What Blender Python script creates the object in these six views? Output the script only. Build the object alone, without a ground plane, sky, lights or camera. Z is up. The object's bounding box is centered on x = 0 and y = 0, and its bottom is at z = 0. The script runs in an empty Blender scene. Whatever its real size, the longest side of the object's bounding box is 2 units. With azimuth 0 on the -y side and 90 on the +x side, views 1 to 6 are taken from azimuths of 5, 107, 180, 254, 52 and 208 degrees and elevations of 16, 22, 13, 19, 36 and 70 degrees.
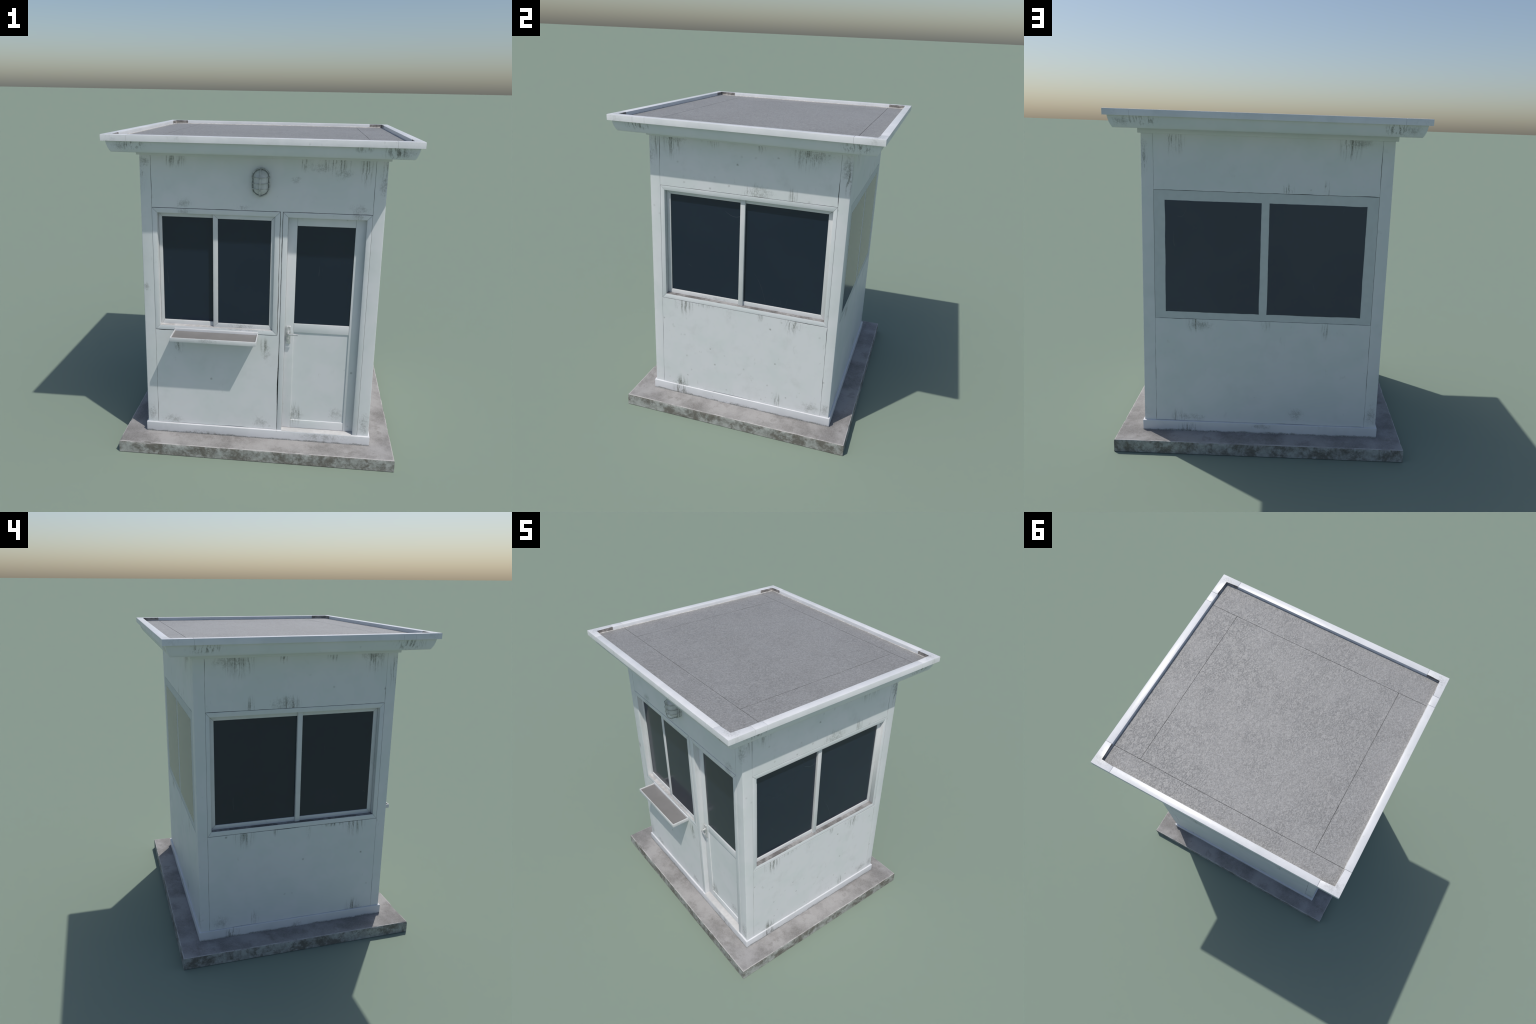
# Small white prefabricated guard booth: flat roof with parapet rim, tinted
# sliding windows, glazed door, service shelf and caged wall lamp on a concrete slab.
import bpy, bmesh, math, random
from mathutils import Vector, noise as mnoise

rng = random.Random(7)

# ------------------------------------------------------------------ sizes (m)
YF, YB = -0.621, 0.630          # outer faces of the front and the back wall
XW = 0.7033                     # outer face of the side walls at the eaves
Z0, Z1 = 0.142, 1.876           # wall foot / wall head
SLAB_X, SLAB_Y, SLAB_Z = 0.8675, 0.7675, 0.0785
RIM_X, RIM_Y, RIM_T = 0.8580, 0.8060, 0.0475
RIM_Z0, RIM_Z1 = 1.966, 2.000
DECK_Z = 1.9765
WIN_Z0, WIN_Z1 = 0.8015, 1.5725  # outer window frame
LEAN_X, LEAN_Y = 0.0092, 0.009   # walls and posts splay slightly to the foot

# ============================================================== node helpers
class NT:
    """thin wrapper to write node trees as expressions"""
    def __init__(self, name):
        self.mat = bpy.data.materials.new(name)
        self.mat.use_nodes = True
        self.t = self.mat.node_tree
        self.t.nodes.clear()
        self.out = self.t.nodes.new('ShaderNodeOutputMaterial')
        self.bsdf = self.t.nodes.new('ShaderNodeBsdfPrincipled')
        self.t.links.new(self.bsdf.outputs[0], self.out.inputs[0])
        self.pos = self.t.nodes.new('ShaderNodeTexCoord').outputs['Object']
        self._xyz = None
    def put(self, sock, v):
        if isinstance(v, bpy.types.NodeSocket):
            self.t.links.new(v, sock)
        else:
            if sock.type == 'RGBA' and len(v) == 3:
                v = (*v, 1)
            sock.default_value = v
    def math(self, op, a, b=0.0, c=0.0, clamp=False):
        n = self.t.nodes.new('ShaderNodeMath'); n.operation = op; n.use_clamp = clamp
        self.put(n.inputs[0], a); self.put(n.inputs[1], b); self.put(n.inputs[2], c)
        return n.outputs[0]
    def xyz(self):
        if self._xyz is None:
            n = self.t.nodes.new('ShaderNodeSeparateXYZ'); self.put(n.inputs[0], self.pos)
            self._xyz = n.outputs
        return self._xyz
    def mapping(self, scale=(1, 1, 1), loc=(0, 0, 0), rot=(0, 0, 0)):
        n = self.t.nodes.new('ShaderNodeMapping')
        self.put(n.inputs['Vector'], self.pos)
        n.inputs['Location'].default_value = loc
        n.inputs['Rotation'].default_value = rot
        n.inputs['Scale'].default_value = scale
        return n.outputs[0]
    def noise(self, scale, detail=3, rough=0.55, vec=None, dist=0.0):
        n = self.t.nodes.new('ShaderNodeTexNoise')
        self.put(n.inputs['Vector'], vec if vec is not None else self.pos)
        n.inputs['Scale'].default_value = scale
        n.inputs['Detail'].default_value = detail
        n.inputs['Roughness'].default_value = rough
        n.inputs['Distortion'].default_value = dist
        return n.outputs['Fac']
    def voronoi(self, scale, feature='F1', vec=None, out='Distance', rand=1.0):
        n = self.t.nodes.new('ShaderNodeTexVoronoi'); n.feature = feature
        self.put(n.inputs['Vector'], vec if vec is not None else self.pos)
        n.inputs['Scale'].default_value = scale
        n.inputs['Randomness'].default_value = rand
        return n.outputs[out]
    def step(self, v, lo, hi, to0=0.0, to1=1.0):
        n = self.t.nodes.new('ShaderNodeMapRange'); n.interpolation_type = 'SMOOTHSTEP'
        self.put(n.inputs['Value'], v)
        n.inputs['From Min'].default_value = lo; n.inputs['From Max'].default_value = hi
        n.inputs['To Min'].default_value = to0; n.inputs['To Max'].default_value = to1
        return n.outputs['Result']
    def mix(self, fac, a, b):
        n = self.t.nodes.new('ShaderNodeMix'); n.data_type = 'RGBA'
        self.put(n.inputs['Factor'], fac)
        self.put(n.inputs['A'] if False else n.inputs[6], a); self.put(n.inputs[7], b)
        return n.outputs[2]
    def bump(self, h, dist=0.001, strength=1.0):
        n = self.t.nodes.new('ShaderNodeBump')
        n.inputs['Distance'].default_value = dist; n.inputs['Strength'].default_value = strength
        self.put(n.inputs['Height'], h)
        self.put(self.bsdf.inputs['Normal'], n.outputs[0])
    def blob(self, c, r):
        """soft ellipsoid mask around point c with radii r"""
        s = self.t.nodes.new('ShaderNodeVectorMath'); s.operation = 'SUBTRACT'
        self.put(s.inputs[0], self.pos); s.inputs[1].default_value = c
        m = self.t.nodes.new('ShaderNodeVectorMath'); m.operation = 'DIVIDE'
        self.put(m.inputs[0], s.outputs[0]); m.inputs[1].default_value = r
        l = self.t.nodes.new('ShaderNodeVectorMath'); l.operation = 'LENGTH'
        self.put(l.inputs[0], m.outputs[0])
        return self.step(l.outputs['Value'], 0.15, 1.0, 1.0, 0.0)
    def maxall(self, vs):
        r = vs[0]
        for v in vs[1:]:
            r = self.math('MAXIMUM', r, v)
        return r
    def finish(self, color, rough=0.5, spec=0.5, metallic=0.0):
        self.put(self.bsdf.inputs['Base Color'], color)
        self.put(self.bsdf.inputs['Roughness'], rough)
        self.bsdf.inputs['Specular IOR Level'].default_value = spec
        self.bsdf.inputs['Metallic'].default_value = metallic
        return self.mat

PAINT_A, PAINT_B = (0.664, 0.689, 0.690), (0.699, 0.706, 0.718)
GRIME = (0.115, 0.120, 0.100)

def paint(name, a=PAINT_A, b=PAINT_B, streaks=(), specks=(), dots=0.5, scuff=0.5, rough=0.42, foot=None, mildew=0.48):
    """weathered white paint; streaks / specks are (centre, radii) of dirty spots"""
    m = NT(name)
    col = m.mix(m.step(m.noise(5.0, 3), 0.38, 0.62), a, b)
    # uneven soiling: broad faint clouds and small soft smudges
    cloud = m.math('MULTIPLY', m.step(m.noise(7, 5, 0.65), 0.50, 0.78), 0.20 * scuff)
    col = m.mix(cloud, col, (0.40, 0.415, 0.39))
    smud = m.noise(1.0, 4, 0.6, m.mapping((26, 26, 17), rot=(0.35, 0.2, 0.0)))
    smudge = m.math('MULTIPLY', m.step(smud, 0.62, 0.80), m.math('MULTIPLY', m.step(m.noise(4.5, 2), 0.45, 0.6), 0.42 * scuff))
    col = m.mix(smudge, col, (0.26, 0.27, 0.25))
    # isolated dark specks of very different strength
    pick = m.t.nodes.new('ShaderNodeSeparateColor'); m.put(pick.inputs[0], m.voronoi(24, out='Color'))
    rare = m.math('GREATER_THAN', pick.outputs[0], 1.0 - 0.085 * dots)
    wob = m.math('ADD', m.voronoi(24), m.math('MULTIPLY', m.noise(90, 3), 0.30))
    power = m.math('MULTIPLY', m.math('POWER', pick.outputs[1], 2.0), 0.8)
    dot = m.math('MULTIPLY', m.math('MULTIPLY', m.step(wob, 0.14, 0.42, 1.0, 0.0), power), rare)
    col = m.mix(dot, col, GRIME)
    fine = m.noise(130, 5, 0.72)
    if streaks:
        # dirty water runs: thin, wavering, fading downwards
        area = m.maxall([m.blob(c, r) for c, r in streaks])
        wave = m.t.nodes.new('ShaderNodeVectorMath'); wave.operation = 'ADD'
        m.put(wave.inputs[0], m.mapping((88, 88, 3.2)))
        sw = m.t.nodes.new('ShaderNodeCombineXYZ')
        w1 = m.math('MULTIPLY', m.noise(9, 2), 2.2)
        m.put(sw.inputs[0], w1); m.put(sw.inputs[1], w1)
        m.put(wave.inputs[1], sw.outputs[0])
        run = m.noise(1.0, 3, 0.6, wave.outputs[0])
        f = m.math('MULTIPLY', m.step(run, 0.47, 0.62), m.math('POWER', area, 1.25))
        f = m.math('MULTIPLY', f, m.step(fine, 0.25, 0.70, 0.35, 1.0))
        haze = m.math('MULTIPLY', area, m.step(fine, 0.42, 0.75, 0.0, 0.20))
        f = m.math('MAXIMUM', m.math('MULTIPLY', f, 0.92), haze)
        col = m.mix(f, col, GRIME)
    if specks:
        # soft mildew: haze broken up by fine grain
        area = m.maxall([m.blob(c, r) for c, r in specks])
        mid = m.noise(34, 4, 0.6)
        g = m.math('ADD', m.math('MULTIPLY', fine, 0.55), m.math('MULTIPLY', mid, 0.45))
        g = m.math('ADD', g, m.math('MULTIPLY', area, 0.16))
        f = m.math('MULTIPLY', m.step(g, 0.53, 0.80), m.math('POWER', area, 0.9))
        col = m.mix(m.math('MULTIPLY', f, mildew), col, GRIME)
    if foot:
        # splashed dirt along the lower edge, broken and uneven
        z = m.xyz()[2]
        rise = m.math('ADD', m.math('SUBTRACT', z, foot), m.math('MULTIPLY', m.noise(17, 4, 0.65), -0.034))
        f = m.math('MULTIPLY', m.step(rise, -0.016, -0.004, 1.0, 0.0), m.step(fine, 0.3, 0.65, 0.35, 0.8))
        col = m.mix(f, col, GRIME)
    h = m.math('ADD', m.noise(14, 3), m.math('MULTIPLY', m.noise(240, 2), 0.10))
    m.bump(h, 0.0015, 0.35)
    return m.finish(col, m.math('ADD', rough, m.math('MULTIPLY', cloud, 1.0)), 0.45)

XS = 0.705
def side_streaks(s):
    return [((s*XS, -.47, 1.865), (.06, .085, .15)), ((s*XS, .37, 1.865), (.06, .13, .14)),
            ((s*XS, -.20, 1.87), (.06, .05, .05)), ((s*XS, .10, 1.87), (.06, .04, .05)),
            ((s*XS, -.40, .790), (.06, .105, .12)), ((s*XS, -.08, .795), (.06, .03, .12)), ((s*XS, -.25, .80), (.06, .12, .03)),
            ((s*XS, .13, .79), (.06, .03, .05)), ((s*XS, .34, .790), (.06, .09, .12)),
            ((s*XS, .06, 1.595), (.06, .09, .08)), ((s*XS, .30, 1.60), (.06, .04, .08)),
            ((s*XS, -.42, .16), (.06, .07, .09)), ((s*XS, .27, .19), (.06, .04, .08))]
def side_specks(s):
    return [((s*XS, .42, 1.86), (.06, .18, .08)), ((s*XS, -.45, 1.87), (.06, .14, .05)),
            ((s*XS, .10, 1.60), (.06, .14, .07)), ((s*XS, .50, .19), (.06, .10, .08)),
            ((s*XS, -.44, .15), (.06, .12, .05))]
front_streaks = [((.42, YF, 1.86), (.12, .05, .11)), ((.59, YF, 1.84), (.05, .05, .14)),
                 ((.25, YF, 1.85), (.05, .05, .06)), ((-.50, YF, 1.86), (.09, .05, .07)),
                 ((.04, YF, .73), (.04, .05, .07)), ((-.50, YF, .70), (.05, .05, .08))]
front_specks = [((-.45, YF, 1.60), (.08, .05, .06)), ((.56, YF, 1.60), (.10, .05, .05)),
                ((.33, YF, 1.83), (.10, .05, .05)), ((.47, YF, 1.80), (.09, .05, .05)), ((.20, YF, 1.76), (.05, .05, .04)), ((-.55, YF, .17), (.12, .05, .06)),
                ((.02, YF, .19), (.09, .05, .08)), ((-.1, YF, 1.59), (.07, .05, .03)),
                ((.05, YF, .68), (.05, .05, .10))]
back_streaks = [((.52, YB, 1.85), (.08, .05, .12)), ((-.46, YB, 1.85), (.09, .05, .12)),
                ((-.34, YB, 1.60), (.03, .05, .07)), ((-.12, YB, 1.59), (.05, .05, .05)),
                ((.40, YB, .785), (.07, .05, .08)), ((-.02, YB, .79), (.04, .05, .06)),
                ((-.37, YB, .77), (.03, .05, .09)), ((.50, YB, .16), (.06, .05, .09))]
back_specks = [((-.22, YB, .21), (.09, .05, .08)), ((.36, YB, .77), (.12, .05, .05)),
               ((-.5, YB, 1.86), (.16, .05, .05)),
               ((.42, YB, .17), (.16, .05, .04))]
M_SIDE_R = paint('paint_side', streaks=side_streaks(1), specks=side_specks(1), dots=0.8, scuff=1.1)
M_SIDE_L = paint('paint_side_shaded', streaks=side_streaks(-1), specks=side_specks(-1), dots=0.3, scuff=0.4)
M_FRONT = paint('paint_front', streaks=front_streaks, specks=front_specks, dots=0.55, scuff=0.6, mildew=0.42)
M_BACK = paint('paint_back', streaks=back_streaks, specks=back_specks, dots=0.35, scuff=0.5)
M_POST = paint('paint_post',
    streaks=[((.70, -.60, 1.83), (.05, .06, .16)), ((.70, .62, 1.74), (.05, .05, .14)), ((-.70, -.61, 1.76), (.05, .05, .14))],
    specks=[((.70, .60, 1.80), (.08, .07, .12)), ((.69, YF, 1.74), (.05, .05, .12)), ((-.68, YF, .20), (.05, .05, .10)),
            ((.68, YF, .22), (.06, .05, .14)), ((-.68, YF, 1.84), (.06, .05, .06)), ((.7, .60, .20), (.06, .06, .09)),
            ((-.69, YF, 1.08), (.03, .05, .05)), ((-.68, YB, .22), (.06, .05, .12))],
    dots=0.45, scuff=0.6, mildew=0.48)
M_TRIM = paint('paint_trim', (0.645, 0.672, 0.676), (0.680, 0.692, 0.706), dots=0.12, scuff=0.8, rough=0.38,
    specks=[((-.45, YF, 1.56), (.08, .05, .04)), ((.56, YF, 1.56), (.07, .05, .04)), ((-.1, YF, .83), (.25, .05, .02))])
M_SASH = paint('paint_sash', (0.615, 0.630, 0.632), (0.660, 0.662, 0.668), dots=0.10, scuff=1.0, rough=0.36,
    specks=[((-.10, -.61, .845), (.16, .05, .03)), ((.69, -.2, .84), (.05, .2, .03))])
M_DOOR = paint('paint_door', dots=0.35, scuff=0.45, mildew=0.40,
    streaks=[((.245, -.58, .24), (.05, .05, .12))],
    specks=[((.25, -.58, .23), (.08, .05, .08)), ((.50, -.58, .26), (.08, .05, .08))])
M_SKIRT = paint('paint_skirting', (0.620, 0.632, 0.648), (0.660, 0.666, 0.684), dots=0.2, scuff=1.1, rough=0.38, foot=0.0790,
    streaks=[((.722, -.43, .11), (.03, .08, .07)), ((-.722, .42, .11), (.03, .07, .07)), ((.44, .64, .10), (.09, .03, .05))],
    specks=[((.42, -.632, .12), (.28, .04, .05)), ((-.35, -.632, .09), (.20, .04, .03)), ((.0, .64, .125), (.12, .04, .03)),
            ((.722, -.4, .09), (.03, .10, .04)), ((.722, .0, .09), (.03, .18, .02)), ((-.722, -.02, .10), (.03, .07, .04))])
M_SHELF = paint('paint_shelf', (0.600, 0.615, 0.622), (0.645, 0.652, 0.660), dots=0.2, scuff=1.2, rough=0.42,
    specks=[((-.30, -.75, .795), (.12, .05, .03)), ((-.02, -.70, .79), (.05, .08, .03))])
M_RIM = paint('paint_rim', (0.660, 0.672, 0.684), (0.712, 0.718, 0.732), dots=0.15, scuff=0.8, rough=0.32)
M_RIMC = paint('paint_rim_corner', (0.655, 0.666, 0.678), (0.710, 0.716, 0.730), dots=0.25, scuff=0.9, rough=0.33,
    specks=[((sx*.80, sy*.75, 1.985), (.11, .10, .06)) for sx in (-1, 1) for sy in (-1, 1)])
M_FASCIA = paint('paint_fascia', (0.640, 0.675, 0.675), (0.670, 0.690, 0.698), dots=0.1, scuff=0.4,
    streaks=[((-.70, -.78, 1.95), (.11, .06, .05)), ((.72, -.78, 1.94), (.10, .06, .06)), ((.55, -.78, 1.955), (.07, .06, .03)),
             ((.83, -.62, 1.95), (.06, .12, .04)), ((.83, .66, 1.94), (.06, .12, .05)), ((.66, .78, 1.945), (.16, .06, .04)),
             ((-.68, .78, 1.94), (.10, .06, .05)), ((-.83, .58, 1.945), (.06, .14, .04)), ((-.83, -.62, 1.94), (.06, .14, .05))],
    specks=[((-.76, .77, 1.94), (.09, .06, .05)), ((.77, .77, 1.94), (.09, .06, .05)), ((.77, -.77, 1.94), (.09, .06, .05)), ((-.76, -.77, 1.94), (.09, .06, .05))])

def mat_concrete():
    m = NT('concrete')
    x, y, z = m.xyz()
    n1 = m.noise(4.2, 5, 0.6); n2 = m.noise(13, 5, 0.65); n3 = m.noise(160, 3, 0.6)
    col = m.mix(m.step(n1, 0.36, 0.64), (0.195, 0.188, 0.182), (0.340, 0.331, 0.325))
    col = m.mix(m.step(n2, 0.52, 0.72, 0.0, 0.55), col, (0.150, 0.139, 0.130))
    col = m.mix(m.step(n3, 0.35, 0.7, 0.0, 0.24), col, (0.42, 0.412, 0.405))
    # upright faces: pale lime skin with dark olive damp stains
    nrm = m.t.nodes.new('ShaderNodeNewGeometry').outputs['Normal']
    s = m.t.nodes.new('ShaderNodeSeparateXYZ'); m.put(s.inputs[0], nrm)
    side = m.step(m.math('ABSOLUTE', s.outputs[2]), 0.35, 0.75, 1.0, 0.0)
    pale = m.mix(m.step(m.noise(26, 4), 0.35, 0.65), (0.290, 0.298, 0.278), (0.395, 0.405, 0.385))
    st = m.math('ADD', m.noise(11, 6, 0.70, dist=0.3), m.math('MULTIPLY', m.noise(60, 4, 0.6), 0.25))
    pale = m.mix(m.step(st, 0.53, 0.75, 0.0, 0.82), pale, (0.115, 0.103, 0.084))
    vein = m.voronoi(38, 'DISTANCE_TO_EDGE', vec=None)
    pale = m.mix(m.math('MULTIPLY', m.step(vein, 0.0, 0.05, 0.5, 0.0), m.step(m.noise(7, 2), 0.5, 0.62)), pale, (0.10, 0.095, 0.08))
    col = m.mix(side, col, pale)
    # pale band along the upper edge
    ex = m.math('SUBTRACT', m.math('ABSOLUTE', x), SLAB_X - 0.010)
    ey = m.math('SUBTRACT', m.math('ABSOLUTE', y), SLAB_Y - 0.010)
    e = m.math('MULTIPLY', m.step(m.math('MAXIMUM', ex, ey), 0.0, 0.008), m.step(z, SLAB_Z - .006, SLAB_Z - .001))
    e = m.math('MULTIPLY', e, m.step(m.noise(22, 3), 0.35, 0.50, 0.25, 0.9))
    col = m.mix(e, col, (0.60, 0.575, 0.56))
    m.bump(m.math('ADD', m.math('MULTIPLY', n2, 1.0), m.math('MULTIPLY', n3, 0.35)), 0.003, 0.6)
    return m.finish(col, 0.9, 0.25)
M_CONC = mat_concrete()

def mat_felt():
    m = NT('roofing_felt')
    g = m.noise(112, 4, 0.72); big = m.noise(3.0, 3)
    col = m.mix(m.step(g, 0.26, 0.76), (0.205, 0.205, 0.203), (0.350, 0.350, 0.349))
    col = m.mix(m.step(big, 0.35, 0.65, 0.0, 0.20), col, (0.255, 0.253, 0.247))
    # crazed, crackled skin in patches
    patch = m.step(m.noise(3.1, 3), 0.40, 0.62, 0.45, 1.0)
    wr = m.noise(1.0, 3, 0.6, m.mapping((46, 26, 40), rot=(0, 0, 0.6)), 1.2)
    crm = m.math('MULTIPLY', m.step(m.math('ABSOLUTE', m.math('SUBTRACT', wr, 0.5)), 0.0, 0.045, 1.0, 0.0), patch)
    col = m.mix(m.math('MULTIPLY', crm, 0.42), col, (0.13, 0.13, 0.128))
    # a few pale scratches
    sc = m.noise(1.0, 1, 0.5, m.mapping((5, 2.2, 1), rot=(0, 0, 0.5)), 0.3)
    scr = m.math('MULTIPLY', m.step(m.math('ABSOLUTE', m.math('SUBTRACT', sc, 0.5)), 0.0, 0.003, 1.0, 0.0), m.step(m.noise(6, 2), 0.66, 0.70))
    col = m.mix(m.math('MULTIPLY', scr, 0.35), col, (0.6, 0.6, 0.6))
    h = m.math('SUBTRACT', m.math('ADD', g, m.noise(45, 3)), m.math('MULTIPLY', crm, 0.6))
    m.bump(h, 0.0026, 0.55)
    return m.finish(col, 0.52, 0.5)
M_FELT = mat_felt()

def mat_plain(name, col, rough=0.5, spec=0.5, metallic=0.0, var=0.12, scale=30):
    m = NT(name)
    d = tuple(c * (1 - var) for c in col); l = tuple(min(1, c * (1 + var)) for c in col)
    c = m.mix(m.step(m.noise(scale, 4), 0.35, 0.65), d, l)
    m.bump(m.noise(scale * 6, 2), 0.0006, 0.25)
    return m.finish(c, rough, spec, metallic)

M_GAP = mat_plain('dark_gap', (0.020, 0.022, 0.022), 0.9, 0.1)
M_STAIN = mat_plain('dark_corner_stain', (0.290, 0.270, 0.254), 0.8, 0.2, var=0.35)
M_LAP = mat_plain('lap_joint', (0.080, 0.079, 0.078), 0.9, 0.2)
M_SEAL = mat_plain('sealant', (0.50, 0.49, 0.47), 0.7, 0.3, var=0.2, scale=60)
M_TRAY = mat_plain('tray_steel', (0.205, 0.200, 0.197), 0.55, 0.4, var=0.05, scale=9)
M_BAND = mat_plain('window_surround', (0.545, 0.575, 0.580), 0.5, 0.4, var=0.02, scale=25)
M_METAL = mat_plain('handle_metal', (0.55, 0.56, 0.56), 0.38, 0.5, 0.45, var=0.15, scale=60)
M_CAGE = mat_plain('lamp_cage', (0.440, 0.458, 0.445), 0.5, 0.4, 0.1, var=0.25, scale=60)
M_GLOBE = mat_plain('lamp_globe', (0.54, 0.56, 0.555), 0.25, 0.5, var=0.08, scale=30)

def mat_sill(name, lo, hi):
    m = NT(name)
    f = m.math('ADD', m.math('MULTIPLY', m.noise(7, 3), 0.65), m.math('MULTIPLY', m.noise(45, 4, 0.65), 0.35))
    return m.finish(m.mix(m.step(f, 0.40, 0.60), lo, hi), 0.7, 0.3)
M_SILL = mat_sill('sill_dirt', (0.135, 0.130, 0.128), (0.330, 0.325, 0.323))
M_DUST = mat_sill('door_sill_dust', (0.505, 0.502, 0.498), (0.570, 0.567, 0.563))
M_SILL_F = mat_sill('sill_dust', (0.380, 0.372, 0.366), (0.545, 0.540, 0.536))

def mat_glass(name, a, b):
    m = NT(name)
    wave = m.noise(1.6, 2)
    col = m.mix(m.step(wave, 0.4, 0.6), a, b)
    # a few hairline scratches
    sc = m.noise(1.0, 1, 0.5, m.mapping((3, 3, 1.2), rot=(0.5, 0.7, 0.4)), 0.6)
    scr = m.math('MULTIPLY', m.step(m.math('ABSOLUTE', m.math('SUBTRACT', sc, 0.5)), 0.0, 0.0012, 1.0, 0.0), m.step(m.noise(5, 2), 0.58, 0.64))
    col = m.mix(m.math('MULTIPLY', scr, 0.12), col, (0.3, 0.33, 0.33))
    return m.finish(col, 0.15, 0.5)
M_GLASS = mat_glass('tinted_glass', (0.0085, 0.0180, 0.0345), (0.0105, 0.0205, 0.0375))
M_GLASS_B = mat_glass('tinted_glass_slate', (0.034, 0.046, 0.074), (0.040, 0.053, 0.080))

# ========================================================== geometry helpers
def wob(seed, s, f):
    """smooth 1D noise in about -1..1"""
    return mnoise.noise(Vector((s * f, seed * 7.31 + 0.5, seed * 1.7)))

ROOT = bpy.data.objects.new('guard_booth', None)
bpy.context.scene.collection.objects.link(ROOT)
ROOT['label'] = 'small weathered white guard booth on concrete slab'
ROOT['category'] = 'guard booth'

def add(name, bm, mats, parent=ROOT, smooth=40):
    bmesh.ops.remove_doubles(bm, verts=bm.verts, dist=1e-6)
    bmesh.ops.recalc_face_normals(bm, faces=bm.faces)
    me = bpy.data.meshes.new(name)
    bm.to_mesh(me); bm.free()
    for m in (mats if isinstance(mats, (list, tuple)) else [mats]):
        me.materials.append(m)
    if smooth:
        me.shade_smooth()
        me.set_sharp_from_angle(angle=math.radians(smooth))
    o = bpy.data.objects.new(name, me)
    bpy.context.scene.collection.objects.link(o)
    o.parent = parent
    return o

def bm_box(bm, x0, x1, y0, y1, z0, z1, bev=0.0, seg=2):
    r = bmesh.ops.create_cube(bm, size=1.0)
    vs = r['verts']
    for v in vs:
        v.co = Vector(((x0 + x1) / 2 + v.co.x * (x1 - x0), (y0 + y1) / 2 + v.co.y * (y1 - y0), (z0 + z1) / 2 + v.co.z * (z1 - z0)))
    if bev > 0:
        es = list({e for v in vs for e in v.link_edges})
        bmesh.ops.bevel(bm, geom=es, offset=bev, segments=seg, profile=0.5, affect='EDGES', clamp_overlap=True)

def bm_prism(bm, pts, bev=0.0, depth_axis=None):
    """pts: list of (front point, back point) pairs; closed prism"""
    a = [bm.verts.new(p) for p, q in pts]; b = [bm.verts.new(q) for p, q in pts]
    f = bm.faces.new(a); bm.faces.new(list(reversed(b)))
    n = len(a)
    for i in range(n):
        bm.faces.new((a[i], b[i], b[(i + 1) % n], a[(i + 1) % n]))
    if bev > 0:
        bmesh.ops.bevel(bm, geom=list(f.edges), offset=bev, segments=2, profile=0.5, affect='EDGES', clamp_overlap=True)

def plane(side, upright=False):
    """map wall coordinates (u along wall, v up, d inward) to the world"""
    def f(u, v, d):
        if side == 'front': p = Vector((u, YF + d, v))
        elif side == 'back': p = Vector((u, YB - d, v))
        elif side == 'right': p = Vector((XW - d, u, v))
        else: p = Vector((-XW + d, u, v))
        if upright:              # glazing hangs plumb although the walls splay
            q = splay(Vector((p.x, p.y, 1.19)), None)
            return Vector((q.x, splay(p.copy(), side).y, p.z))
        return splay(p, side)
    return f

def splay(p, side=None):
    t = max(0.0, min(1.0, (Z1 - p.z) / (Z1 - Z0)))
    w = max(0.0, min(1.0, (abs(p.x) - 0.55) / 0.15))
    p.x += math.copysign(LEAN_X * t * w, p.x)
    if side in ('right', 'left'):
        a = abs(p.y - 0.005)
        wy = max(0.0, min(1.0, (a - 0.45) / 0.11)) * max(0.0, min(1.0, (0.627 - a) / 0.06))
        p.y += math.copysign(LEAN_Y * t * wy, p.y - 0.005)
    return p

def rough_outline(corners, seed, gap=0.0013, amp=0.0014, step=0.014, ragged=0.0):
    """walk the outline; pull every edge in by an uneven hair gap (clockwise or
    counter-clockwise), with ragged spots where the joint has opened"""
    n = len(corners); area = 0
    for i in range(n):
        x0, y0 = corners[i]; x1, y1 = corners[(i + 1) % n]
        area += x0 * y1 - x1 * y0
    sgn = 1 if area > 0 else -1
    out = []
    for i in range(n):
        x0, y0 = corners[i]; x1, y1 = corners[(i + 1) % n]; px, py = corners[i - 1]
        L = math.hypot(x1 - x0, y1 - y0); tx, ty = (x1 - x0) / L, (y1 - y0) / L
        nx, ny = -ty * sgn, tx * sgn
        # corner point: inset along both neighbouring edges
        l0 = math.hypot(x0 - px, y0 - py); mx, my = -(y0 - py) / l0 * sgn, (x0 - px) / l0 * sgn
        out.append((x0 + (nx + mx) * gap, y0 + (ny + my) * gap))
        k = max(1, int(L / step))
        for j in range(1, k):
            s = L * j / k
            w = abs(wob(seed + i * 3.3, s, 16)) * amp + max(0, wob(seed + i * 5.1, s, 5) - 0.08) * ragged \
                + max(0, wob(seed + i * 2.7, s, 60)) * amp * 0.5
            w *= min(1, s / 0.03, (L - s) / 0.03)
            out.append((x0 + tx * s + nx * (gap + w), y0 + ty * s + ny * (gap + w)))
    return out

def panel(name, side, corners, mat, seed, d0=0.0, d1=0.016, gap=0.0013, amp=0.0014, ragged=0.004, parent=ROOT):
    f = plane(side); bm = bmesh.new()
    bm_prism(bm, [(f(u, v, d0), f(u, v, d1)) for u, v in rough_outline(corners, seed, gap, amp, ragged=ragged)])
    return add(name, bm, mat, parent, smooth=30)

def rect(u0, u1, v0, v1):
    return [(u0, v0), (u1, v0), (u1, v1), (u0, v1)]

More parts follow.
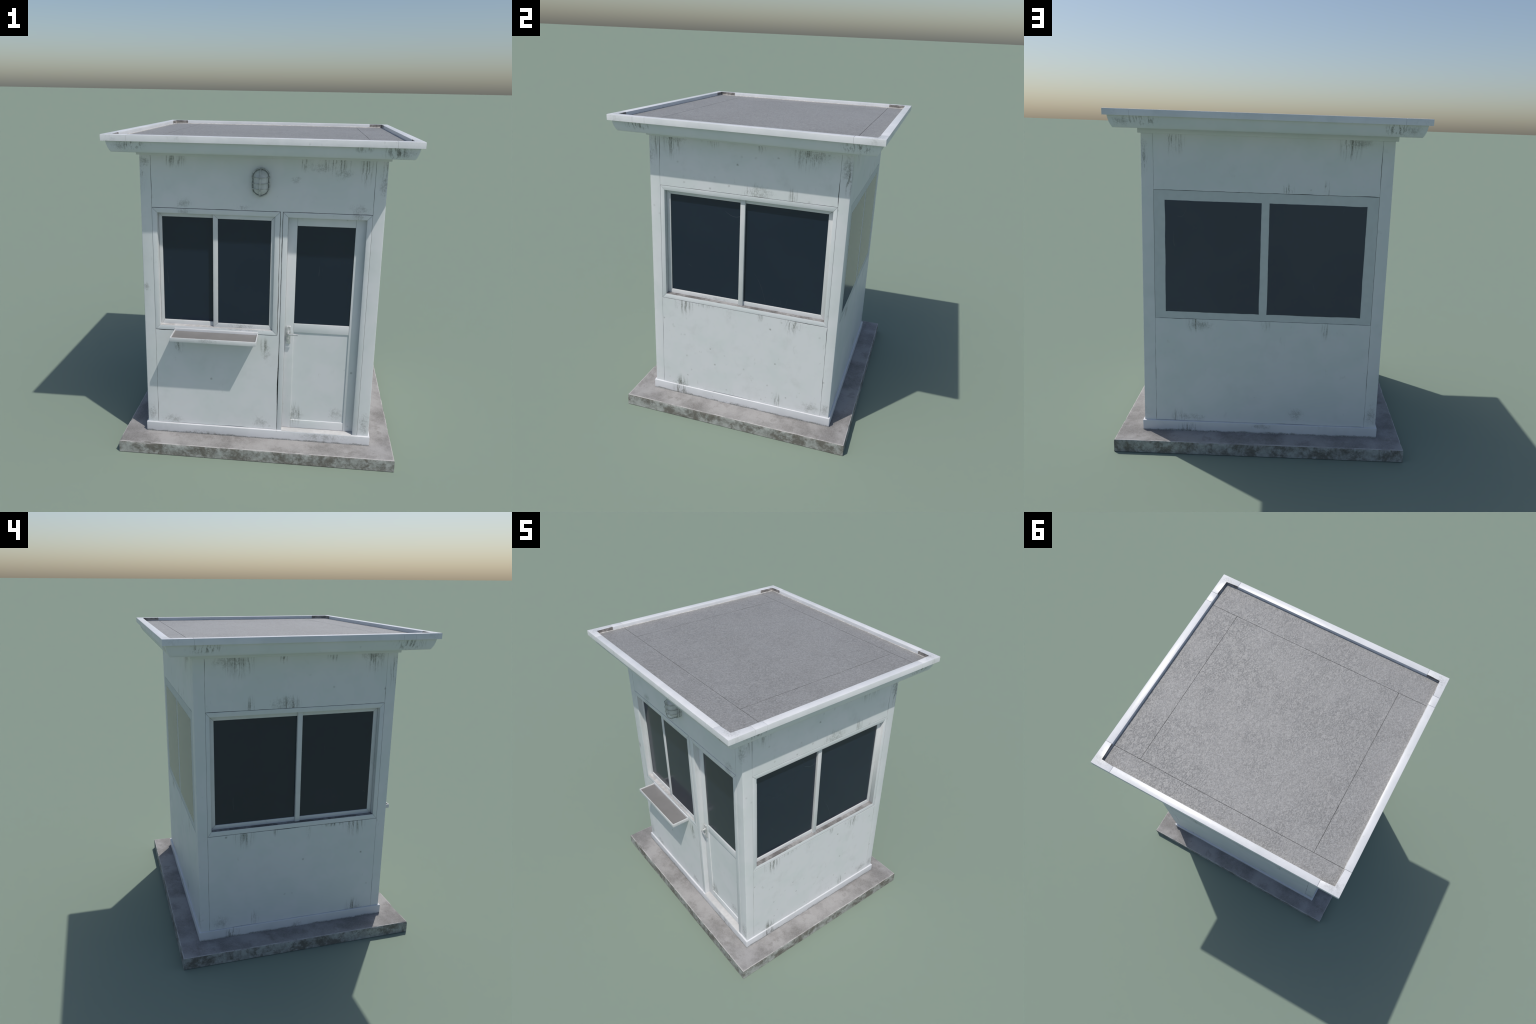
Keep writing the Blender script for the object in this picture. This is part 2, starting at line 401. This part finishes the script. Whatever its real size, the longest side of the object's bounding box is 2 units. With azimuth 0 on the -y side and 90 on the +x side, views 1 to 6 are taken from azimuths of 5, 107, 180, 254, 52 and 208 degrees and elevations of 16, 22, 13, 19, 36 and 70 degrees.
def frame_ring(bm, f, o, i, d0, d1, gap=0.0004, bev=0.0018, sides='lrtb', foot=None):
    """mitred frame: o, i = outer and inner rectangles (u0,u1,v0,v1)"""
    O = [(o[0], o[2]), (o[1], o[2]), (o[1], o[3]), (o[0], o[3])]
    I = [(i[0], i[2]), (i[1], i[2]), (i[1], i[3]), (i[0], i[3])]
    if foot is not None:       # no bottom member: jambs stand on the sill
        O[0] = (o[0], foot); O[1] = (o[1], foot); I[0] = (i[0], foot); I[1] = (i[1], foot)
    for k, s in enumerate('brtl'):
        if s not in sides: continue
        a, b = k, (k + 1) % 4
        q = [O[a], O[b], I[b], I[a]]
        cx = sum(p[0] for p in q) / 4; cy = sum(p[1] for p in q) / 4
        q = [(u + (gap if u < cx else -gap) * (1 if s in 'tb' else 0), v + (gap if v < cy else -gap) * (1 if s in 'lr' else 0)) for u, v in q]
        bm_prism(bm, [(f(u, v, d0), f(u, v, d1)) for u, v in q], bev)

def slab_box(bm, f, u0, u1, v0, v1, d0, d1, bev=0.0):
    bm_prism(bm, [(f(u, v, d0), f(u, v, d1)) for u, v in rect(u0, u1, v0, v1)], bev)

def tube(bm, pts, r, seg=8, closed=False):
    """swept round bar through pts"""
    n = len(pts); rings = []
    for i in range(n):
        p = Vector(pts[i])
        a = Vector(pts[i - 1]) if (i > 0 or closed) else p
        b = Vector(pts[(i + 1) % n]) if (i < n - 1 or closed) else p
        t = (b - a).normalized()
        up = Vector((0, 1, 0)) if abs(t.y) < 0.8 else Vector((1, 0, 0))
        s = t.cross(up).normalized(); w = s.cross(t)
        rings.append([bm.verts.new(p + (s * math.cos(2 * math.pi * k / seg) + w * math.sin(2 * math.pi * k / seg)) * r) for k in range(seg)])
    for i in range(n if closed else n - 1):
        A, B = rings[i], rings[(i + 1) % n]
        for k in range(seg):
            bm.faces.new((A[k], A[(k + 1) % seg], B[(k + 1) % seg], B[k]))
    if not closed:
        bm.faces.new(list(reversed(rings[0]))); bm.faces.new(rings[-1])

# ================================================================ ground slab
bm = bmesh.new()
NX, NY, NZ = 170, 150, 7
def slab_pt(i, j, k):
    x = -SLAB_X + 2 * SLAB_X * i / NX; y = -SLAB_Y + 2 * SLAB_Y * j / NY; z = SLAB_Z * k / NZ
    p = Vector((x, y, z))
    ex, ey = SLAB_X - abs(x), SLAB_Y - abs(y)
    top = k == NZ
    d = mnoise.fractal(Vector((x * 9, y * 9, z * 20)), 1.0, 2.0, 4)
    chip = max(0.0, mnoise.noise(Vector((x * 14, y * 14, 3.1))) - 0.10)
    edge = min(ex, ey) < 1e-6
    if top:
        p.z += d * 0.0010 - 0.0005
        if edge: p.z -= 0.0022 + chip * 0.009
    if edge and k > 0:
        ins = 0.0008 + 0.0010 * max(0, d) + (0.0022 + chip * 0.008 if top else (chip * 0.003 if k == NZ - 1 else 0))
        if ex < 1e-6: p.x -= math.copysign(ins, x)
        if ey < 1e-6: p.y -= math.copysign(ins, y)
    return p
cache = {}
def sv(i, j, k):
    if (i, j, k) not in cache: cache[(i, j, k)] = bm.verts.new(slab_pt(i, j, k))
    return cache[(i, j, k)]
for i in range(NX):
    for j in range(NY):
        bm.faces.new((sv(i, j, NZ), sv(i + 1, j, NZ), sv(i + 1, j + 1, NZ), sv(i, j + 1, NZ)))
for k in range(NZ):
    for i in range(NX):
        bm.faces.new((sv(i, 0, k), sv(i + 1, 0, k), sv(i + 1, 0, k + 1), sv(i, 0, k + 1)))
        bm.faces.new((sv(i, NY, k), sv(i, NY, k + 1), sv(i + 1, NY, k + 1), sv(i + 1, NY, k)))
    for j in range(NY):
        bm.faces.new((sv(0, j, k), sv(0, j, k + 1), sv(0, j + 1, k + 1), sv(0, j + 1, k)))
        bm.faces.new((sv(NX, j, k), sv(NX, j + 1, k), sv(NX, j + 1, k + 1), sv(NX, j, k + 1)))
bm.faces.new([sv(0, 0, 0), sv(0, NY, 0), sv(NX, NY, 0), sv(NX, 0, 0)][::1]) if False else None
add('concrete_base', bm, M_CONC, smooth=50)

# skirting band round the foot of the walls (doubles as the door sill)
bm = bmesh.new()
bm_box(bm, -0.7215, 0.7215, -0.6325, 0.6405, 0.070, Z0 + 0.0008, 0.0030, 3)
add('skirting', bm, M_SKIRT)

# dark void behind the cladding joints
bm = bmesh.new()
bm_box(bm, -0.655, 0.655, -0.568, 0.583, 0.10, 1.895)
add('inner_wall', bm, M_GAP, smooth=0)

# ============================================================== corner posts
SEAM_F = (-0.6400, 0.6375)      # post joints on the front wall
SEAM_B = (-0.6365, 0.6360)      # on the back wall
SEAM_S = (-0.5535, 0.5645)      # on the side walls
for sx, sy in ((-1, -1), (1, -1), (1, 1), (-1, 1)):
    ys = SEAM_S[0] if sy < 0 else SEAM_S[1]
    xs = (SEAM_F if sy < 0 else SEAM_B)[0 if sx < 0 else 1]
    yo = YF if sy < 0 else YB
    bm = bmesh.new()
    bm_box(bm, min(xs, sx * XW), max(xs, sx * XW), min(ys, yo), max(ys, yo), Z0, Z1)
    cor = [e for e in bm.edges if all(abs(v.co.x - sx * XW) < 1e-5 and abs(v.co.y - yo) < 1e-5 for v in e.verts)]
    bmesh.ops.bevel(bm, geom=cor, offset=0.0035, segments=3, profile=0.5, affect='EDGES')
    for v in bm.verts:
        onside = abs(abs(v.co.x) - XW) < 0.004
        v.co = splay(v.co, 'right' if onside else None)
    add('corner_post', bm, M_POST)

# ============================================================== wall cladding
# front: one board runs above, between and below the openings
WF = (-0.6400, 0.1150)          # window frame, front
DF = (0.1300, 0.6375)           # door frame
panel('wall_panel', 'front', [
    (SEAM_F[0], Z0 + .001), (DF[0], Z0 + .001), (DF[0], WIN_Z1), (SEAM_F[1], WIN_Z1), (SEAM_F[1], Z1 + .005), (SEAM_F[0], Z1 + .005),
    (SEAM_F[0], WIN_Z1), (WF[1], WIN_Z1), (WF[1], WIN_Z0), (SEAM_F[0], WIN_Z0)], M_FRONT, 11, ragged=0.0060)
for side, mt, seed in (('right', M_SIDE_R, 21), ('left', M_SIDE_L, 31)):
    panel('wall_panel', side, rect(*SEAM_S, WIN_Z1, Z1 + .005), mt, seed, gap=.0009, ragged=0.005)
    panel('wall_panel', side, rect(*SEAM_S, Z0 + .001, WIN_Z0), mt, seed + 4, gap=.0009, ragged=0.005)
panel('wall_panel', 'back', rect(*SEAM_B, 1.5675, Z1 + .005), M_BACK, 41, gap=.0008, ragged=0.006)
panel('wall_panel', 'back', rect(*SEAM_B, Z0 + .001, 0.808), M_BACK, 45, gap=.0008, ragged=0.006)

# dark packing close behind the joints
bm = bmesh.new()
def joint(side, u0, v0, u1, v1, w=0.007, d0=0.0045, d1=0.014):
    slab_box(bm, plane(side), min(u0, u1) - w, max(u0, u1) + w, min(v0, v1) - w * (v0 != v1) * 0 - w * (v0 == v1), max(v0, v1) + w * (v0 == v1), d0, d1)
for u in SEAM_F: joint('front', u, Z0, u, Z1)
for u in SEAM_B: joint('back', u, Z0, u, Z1)
for sd in ('right', 'left'):
    for u in SEAM_S: joint(sd, u, Z0, u, Z1)
    for v in (WIN_Z0, WIN_Z1): joint(sd, SEAM_S[0], v, SEAM_S[1], v, d0=.005)
joint('front', WF[0], WIN_Z0, WF[1], WIN_Z0, d0=.005); joint('front', WF[0], WIN_Z1, DF[1], WIN_Z1, d0=.005)
joint('front', WF[1], WIN_Z0, WF[1], WIN_Z1, d0=.0055); joint('front', DF[0], Z0, DF[0], WIN_Z1, d0=.0058)
for v in (0.8085, 1.5670): joint('back', SEAM_B[0], v, SEAM_B[1], v, d0=.005)
add('joint_packing', bm, M_GAP, smooth=0)

# ==================================================================== windows
def pane(parent, f, u0, u1, v0, v1, d, t=0.005):
    bm = bmesh.new(); slab_box(bm, f, u0, u1, v0, v1, d, d + t)
    return add('glass_pane', bm, M_GLASS, parent, smooth=0)

def dirty_sill(o, vtop):
    """second material on the upward faces of the bottom member, behind its nose"""
    for p in o.data.polygons:
        c = p.center
        if p.normal.z > 0.9 and abs(c.z - vtop) < 0.002: p.material_index = 1

def sash(parent, f, o, i, d0, d1):
    bm = bmesh.new(); frame_ring(bm, f, o, i, d0, d1, gap=0.0002, bev=0.0022)
    return add('sash', bm, M_SASH, parent)

# front sliding window: right leaf in the outer track, left leaf behind it
f = plane('front')
bm = bmesh.new()
frame_ring(bm, f, (WF[0] + .0012, WF[1] - .0010, WIN_Z0 + .0008, WIN_Z1 - .0012), (-0.6095, 0.0850, 0.8315, 1.5425), -0.0016, 0.046)
W = add('window', bm, [M_TRIM, M_SILL_F])
dirty_sill(W, 0.8315)
sash(W, f, (-0.2805, 0.0850, 0.8290, 1.5425), (-0.2510, 0.0630, 0.8590, 1.5155), 0.011, 0.024)
pane(W, f, -0.255, 0.067, 0.855, 1.519, 0.0145)
sash(W, f, (-0.6085, -0.2450, 0.8260, 1.5425), (-0.5890, -0.2700, 0.8575, 1.5150), 0.029, 0.043)
pane(W, f, -0.593, -0.266, 0.853, 1.519, 0.0355)

# side windows: one fixed frame, centre mullion in front
for side, dp in (('right', 0.0055), ('left', 0.0060)):
    f = plane(side)
    bm = bmesh.new()
    frame_ring(bm, f, (SEAM_S[0] + .0012, SEAM_S[1] - .0012, WIN_Z0 + .0008, WIN_Z1 - .0010), (-0.5250, 0.5405, 0.8335, 1.5435), 0.0, 0.043)
    W = add('window', bm, [M_TRIM, M_SILL])
    dirty_sill(W, 0.8335)
    f = plane(side, True)
    bm = bmesh.new()
    frame_ring(bm, f, (-0.5240, 0.5395, 0.8285, 1.5425), (-0.4985, 0.5120, 0.8605, 1.5165), 0.0245 + dp, 0.042, gap=0.0002, bev=0.0022)
    add('sash', bm, M_SASH, W)
    bm = bmesh.new(); slab_box(bm, f, -0.0285, 0.0025, 0.8330, 1.5430, 0.0130 + dp, 0.030 + dp, 0.0022)
    add('mullion', bm, M_SASH, W)
    pane(W, f, -0.503, -0.0135, 0.855, 1.520, 0.0295 + dp)
    pane(W, f, -0.0125, 0.517, 0.855, 1.520, 0.0295 + dp)

# back window: flush, in a plain surround
f = plane('back')
G = ((0.0265, 0.5725), (-0.5705, -0.0215)); GZ = (0.8510, 1.5095)
bz0, bz1 = 0.8090, 1.5665
bm = bmesh.new()
for k, (u0, u1, v0, v1) in enumerate(((SEAM_B[0] + .0015, G[1][0], bz0, bz1), (G[1][1], G[0][0], bz0, bz1), (G[0][1], SEAM_B[1] - .0015, bz0, bz1),
                                     (G[1][0], G[1][1], bz0, GZ[0]), (G[1][0], G[1][1], GZ[1], bz1),
                                     (G[0][0], G[0][1], bz0, GZ[0]), (G[0][0], G[0][1], GZ[1], bz1))):
    slab_box(bm, f, u0, u1, v0, v1, 0.0004, 0.016)
W = add('window', bm, M_BAND, smooth=0)
for u0, u1 in G:
    o = panel('glass_pane', 'back', rect(u0 - .002, u1 + .002, GZ[0] - .002, GZ[1] + .002), M_GLASS_B, 61 + u0, d0=0.0001, d1=0.012,
              gap=0.0002, amp=0.0012, ragged=0.006, parent=W)

# ======================================================================= door
f = plane('front')
bm = bmesh.new()
frame_ring(bm, f, (DF[0] + .0010, DF[1] - .0012, Z0, WIN_Z1 - .0012), (0.1605, 0.6085, Z0, 1.5415), -0.0018, 0.050, sides='lrt', foot=Z0 + .001)
add('door_frame', bm, M_TRIM)
bm = bmesh.new()                 # dusty sill plate in the doorway
bm_box(bm, 0.1620, 0.6075, YF - .0100, YF + .0345, Z0 - .002, Z0 + .0024, 0.0008)
add('door_sill', bm, M_DUST)
DD = 0.034                       # the leaf sits back in its frame
st = (0.1610, 0.6085); rails = ((0.1450, 0.2010), (0.8140, 0.8720), (1.4865, 1.5415)); gl = (0.2150, 0.5510)
bm = bmesh.new()
for u0, u1 in ((st[0], gl[0] - .0003), (gl[1] + .0003, st[1])):
    slab_box(bm, f, u0, u1, rails[0][0], rails[2][1], DD, DD + .018, 0.0014)
for v0, v1 in rails:
    slab_box(bm, f, gl[0] + .0003, gl[1] - .0003, v0, v1, DD + .0004, DD + .018, 0.0018)
D = add('door', bm, M_DOOR)
bm = bmesh.new(); slab_box(bm, f, gl[0] - .004, gl[1] + .004, rails[0][1] - .004, rails[1][0] + .004, DD + .0060, DD + .014)
add('door_panel', bm, M_DOOR, D, smooth=0)
pane(D, f, gl[0] - .004, gl[1] + .004, rails[1][1] - .004, rails[2][0] + .004, DD + .0050)
# lever handle on a long back plate
yd = YF + DD
bm = bmesh.new()
bm_box(bm, 0.1685, 0.1970, yd - 0.0085, yd + .001, 0.738, 0.857, 0.004, 3)
tube(bm, [(0.1825, yd - .004, 0.7690), (0.1825, yd - .0135, 0.7690)], 0.0055, 14)
tube(bm, [(0.1825, yd - .004, 0.8150), (0.1825, yd - .0150, 0.8150)], 0.0105, 16)
H = add('door_handle', bm, M_METAL, D)
bm = bmesh.new()
lever = [(0.1825, yd - .010, 0.8150), (0.1822, yd - .026, 0.8150), (0.1828, yd - .0335, 0.8150), (0.1870, yd - .0372, 0.8150), (0.1950, yd - .0385, 0.8150), (0.2180, yd - .0400, 0.8150), (0.2415, yd - .0405, 0.8150)]
tube(bm, lever, 0.0055, 10)
add('door_handle_lever', bm, M_METAL, D)

# ============================================================== service shelf
SX0, SX1, SY0, SZ0, SZ1 = -0.5225, -0.0010, -0.7505, 0.7800, 0.8075
bm = bmesh.new()
tb = 0.0060
bm_box(bm, SX0, SX1, SY0, SY0 + tb, SZ0, SZ1, 0.0018)
bm_box(bm, SX0, SX0 + tb, SY0 + tb - .0016, YF, SZ0, SZ1 - .0003, 0.0018)
bm_box(bm, SX1 - tb, SX1, SY0 + tb - .0016, YF, SZ0, SZ1 - .0003, 0.0018)
bm_box(bm, SX0 + .001, SX1 - .001, YF - 0.0060, YF - .0003, SZ0, SZ1 + .0085, 0.0018)
for v in bm.verts:               # slightly battered edges
    if v.co.z > SZ1 - .004:
        v.co.z += 0.0006 * mnoise.noise(v.co * 30)
S = add('service_shelf', bm, M_SHELF)
bm = bmesh.new()
bm_box(bm, SX0 + .003, SX1 - .003, SY0 + .003, YF - .003, SZ0 + .001, SZ1 - .0085)
add('shelf_tray', bm, M_TRAY, S, smooth=0)

# ================================================================== wall lamp
LX, LZ = 0.0, 1.7425
def capsule(t, hw, hh):
    """stadium outline, t in 0..1"""
    a = 2 * math.pi * t
    c, s = math.cos(a), math.sin(a)
    st_ = hh - hw
    return hw * c, (hw * s + (st_ if s > 0 else -st_) * (1 if abs(s) > 1e-9 else 0))
N = 56
bm = bmesh.new()                 # oval base plate
ring = [capsule((i + .5) / N, 0.0500, 0.0790) for i in range(N)]
bm_prism(bm, [(Vector((LX + x, YF - .016, LZ + z)), Vector((LX + x * 1.02, YF + .002, LZ + z * 1.02))) for x, z in ring], 0.003)
LAMP = add('wall_lamp', bm, M_CAGE)
bm = bmesh.new()                 # frosted globe, a deep dome
rows = []
for q in range(10):
    a = math.pi / 2 * q / 9.6
    k, h = math.cos(a) ** 0.75, math.sin(a)
    rows.append([bm.verts.new((LX + x, YF - .014 - .058 * h, LZ + z)) for x, z in
                 [capsule((i + .5) / N, 0.0430 * k, 0.0430 * k + 0.0285 * (0.45 + .55 * k)) for i in range(N)]])
for a, b in zip(rows, rows[1:]):
    for i in range(N):
        bm.faces.new((a[i], a[(i + 1) % N], b[(i + 1) % N], b[i]))
bm.faces.new(rows[-1])
add('lamp_globe', bm, M_GLOBE, LAMP, smooth=60)
bm = bmesh.new()                 # wire guard: rim hoop, upright bar, three cross bars
tube(bm, [(LX + x * .985, YF - .022, LZ + z * .985) for x, z in ring], 0.0036, 8, closed=True)
def arch(hw, n, top, flat):
    """flat-backed bow from wall to wall: superellipse profile"""
    out = []
    for i in range(n + 1):
        a = math.pi * i / n
        c, s_ = math.cos(a), math.sin(a)
        out.append((-hw * math.copysign(abs(c) ** flat, c), -.018 - (top - .018) * abs(s_) ** flat))
    return out
tube(bm, [(LX, YF + d, LZ - .001 + u) for u, d in arch(0.0790, 30, 0.0825, 0.62)], 0.0036, 8)
for hz, hw in ((1.7760, 0.0485), (1.7425, 0.0495), (1.7120, 0.0485)):
    tube(bm, [(LX + u, YF + d, hz) for u, d in arch(hw, 22, 0.0790, 0.72)], 0.0020, 7)
add('lamp_cage', bm, M_CAGE, LAMP, smooth=60)

# ======================================================================= roof
# cornice: cove-shaped fascia under the rim, with a flat soffit
bm = bmesh.new()
prof = [(0.8290, 0.7785, 1.972), (0.8375, 0.7870, 1.967), (0.8375, 0.7865, 1.962), (0.8345, 0.7835, 1.948), (0.8295, 0.7780, 1.930),
        (0.8230, 0.7705, 1.914), (0.8175, 0.7645, 1.905), (0.8145, 0.7615, 1.9030)]
rows = [[bm.verts.new((sx * x, sy * y, z)) for sx, sy in ((-1, -1), (1, -1), (1, 1), (-1, 1))] for x, y, z in prof]
for a, b in zip(rows, rows[1:]):
    for i in range(4):
        bm.faces.new((a[i], a[(i + 1) % 4], b[(i + 1) % 4], b[i]))
bm.faces.new(rows[-1]); bm.faces.new(rows[0])
ROOF = add('roof', bm, M_FASCIA, smooth=35)
bm = bmesh.new()                 # cover strip between soffit and wall head
bm_box(bm, -0.7185, 0.7185, -0.6330, 0.6420, 1.8765, 1.9045, 0.0030, 3)
add('soffit_strip', bm, M_FASCIA, ROOF)

# parapet rim: four mitred corner caps and straight cappings with hair joints
CX, CY = 0.7175, 0.6400
ix, iy = RIM_X - RIM_T - .0005, RIM_Y - RIM_T + .0015
def rim_piece(name, poly, mats, inner=None):
    bm = bmesh.new()
    bm_prism(bm, [(Vector((x, y, RIM_Z1)), Vector((x, y, RIM_Z0))) for x, y in poly], 0.0028)
    if inner:
        bm.faces.ensure_lookup_table()
        bm.normal_update()
        for fc in bm.faces:
            c = fc.calc_center_median()
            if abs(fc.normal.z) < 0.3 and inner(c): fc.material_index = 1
    return add(name, bm, mats, ROOF)
g = 0.0004
for sx in (-1, 1):
    for sy in (-1, 1):
        poly = [(RIM_X, RIM_Y), (RIM_X, CY + g), (ix, CY + g), (ix, iy), (CX + g, iy), (CX + g, RIM_Y)]
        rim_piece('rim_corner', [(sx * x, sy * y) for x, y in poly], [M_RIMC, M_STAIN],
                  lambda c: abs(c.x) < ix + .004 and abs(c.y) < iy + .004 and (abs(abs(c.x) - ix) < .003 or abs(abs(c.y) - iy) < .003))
for s in (-1, 1):
    rim_piece('rim_capping', [(-CX + g, s * RIM_Y), (CX - g, s * RIM_Y), (CX - g, s * iy), (-CX + g, s * iy)], M_RIM)
    for y0, y1 in ((-CY + g, -.563 - g), (-.563 + g, CY - g)):
        rim_piece('rim_capping', [(s * RIM_X, y0), (s * RIM_X, y1), (s * ix, y1), (s * ix, y0)], M_RIM)

# roofing felt: laid in five sheets with thin laps
E1 = 0.0014
sheets = [(-ix - .01, ix + .01, -iy - .01, -.5610), (-ix - .01, ix + .01, .6365, iy + .01),
          (-.6095, .6095, -.5610, .6365), (-ix - .01, -.6095, -.5610, .6365), (.6095, ix + .01, -.5610, .6365)]
bm = bmesh.new(); bm_box(bm, -ix - .008, ix + .008, -iy - .008, iy + .008, 1.9675, DECK_Z - .0009)
add('roof_deck', bm, M_LAP, ROOF, smooth=0)
for k, (x0, x1, y0, y1) in enumerate(sheets):
    bm = bmesh.new()
    nx, ny = max(2, int((x1 - x0) / .012)), max(2, int((y1 - y0) / .012))
    grid = []
    for i in range(nx + 1):
        col = []
        for j in range(ny + 1):
            x = x0 + E1 + (x1 - x0 - 2 * E1) * i / nx; y = y0 + E1 + (y1 - y0 - 2 * E1) * j / ny
            fade = min(1.0, i / 3, (nx - i) / 3, j / 3, (ny - j) / 3)
            z = DECK_Z + 0.0009 * fade * mnoise.fractal(Vector((x * 22, y * 22, k * 1.3)), 1.0, 2.0, 3)
            if i in (0, nx): x += 0.0007 * wob(70 + k, y, 14) * (1 if i else -1)
            if j in (0, ny): y += 0.0007 * wob(80 + k, x, 14) * (1 if j else -1)
            col.append(bm.verts.new((x, y, z)))
        grid.append(col)
    for i in range(nx):
        for j in range(ny):
            bm.faces.new((grid[i][j], grid[i + 1][j], grid[i + 1][j + 1], grid[i][j + 1]))
    ext = bmesh.ops.extrude_face_region(bm, geom=list(bm.faces))
    for v in [e for e in ext['geom'] if isinstance(e, bmesh.types.BMVert)]: v.co.z -= 0.004
    add('roof_sheet', bm, M_FELT, ROOF, smooth=45)

# uneven sealant bead in the angle between felt and rim
for s in (-1, 1):
    for axis in 'xy':
        L = ix if axis == 'x' else iy
        bm = bmesh.new(); n = 130; prev = None
        for i in range(n + 1):
            t = -L + .004 + (2 * L - .008) * i / n
            w = 0.0035 + 0.0030 * abs(wob(90 + s + (5 if axis == 'x' else 0), t, 13)); h = 0.0040 + 0.0030 * wob(95 + s, t, 17)
            h = max(0.0015, h)
            if axis == 'x': pts = [(t, s * (iy + .001), DECK_Z + h), (t, s * (iy - w), DECK_Z - .002)]
            else: pts = [(s * (ix + .001), t, DECK_Z + h), (s * (ix - w), t, DECK_Z - .002)]
            low = [(pts[0][0], pts[0][1], DECK_Z - .002)]
            ring_ = [bm.verts.new(p) for p in (pts[0], pts[1], low[0])]
            if prev:
                for a in range(3): bm.faces.new((prev[a], prev[(a + 1) % 3], ring_[(a + 1) % 3], ring_[a]))
            else: bm.faces.new(ring_)
            prev = ring_
        bm.faces.new(prev)
        add('sealant_bead', bm, M_SEAL, ROOF, smooth=0)
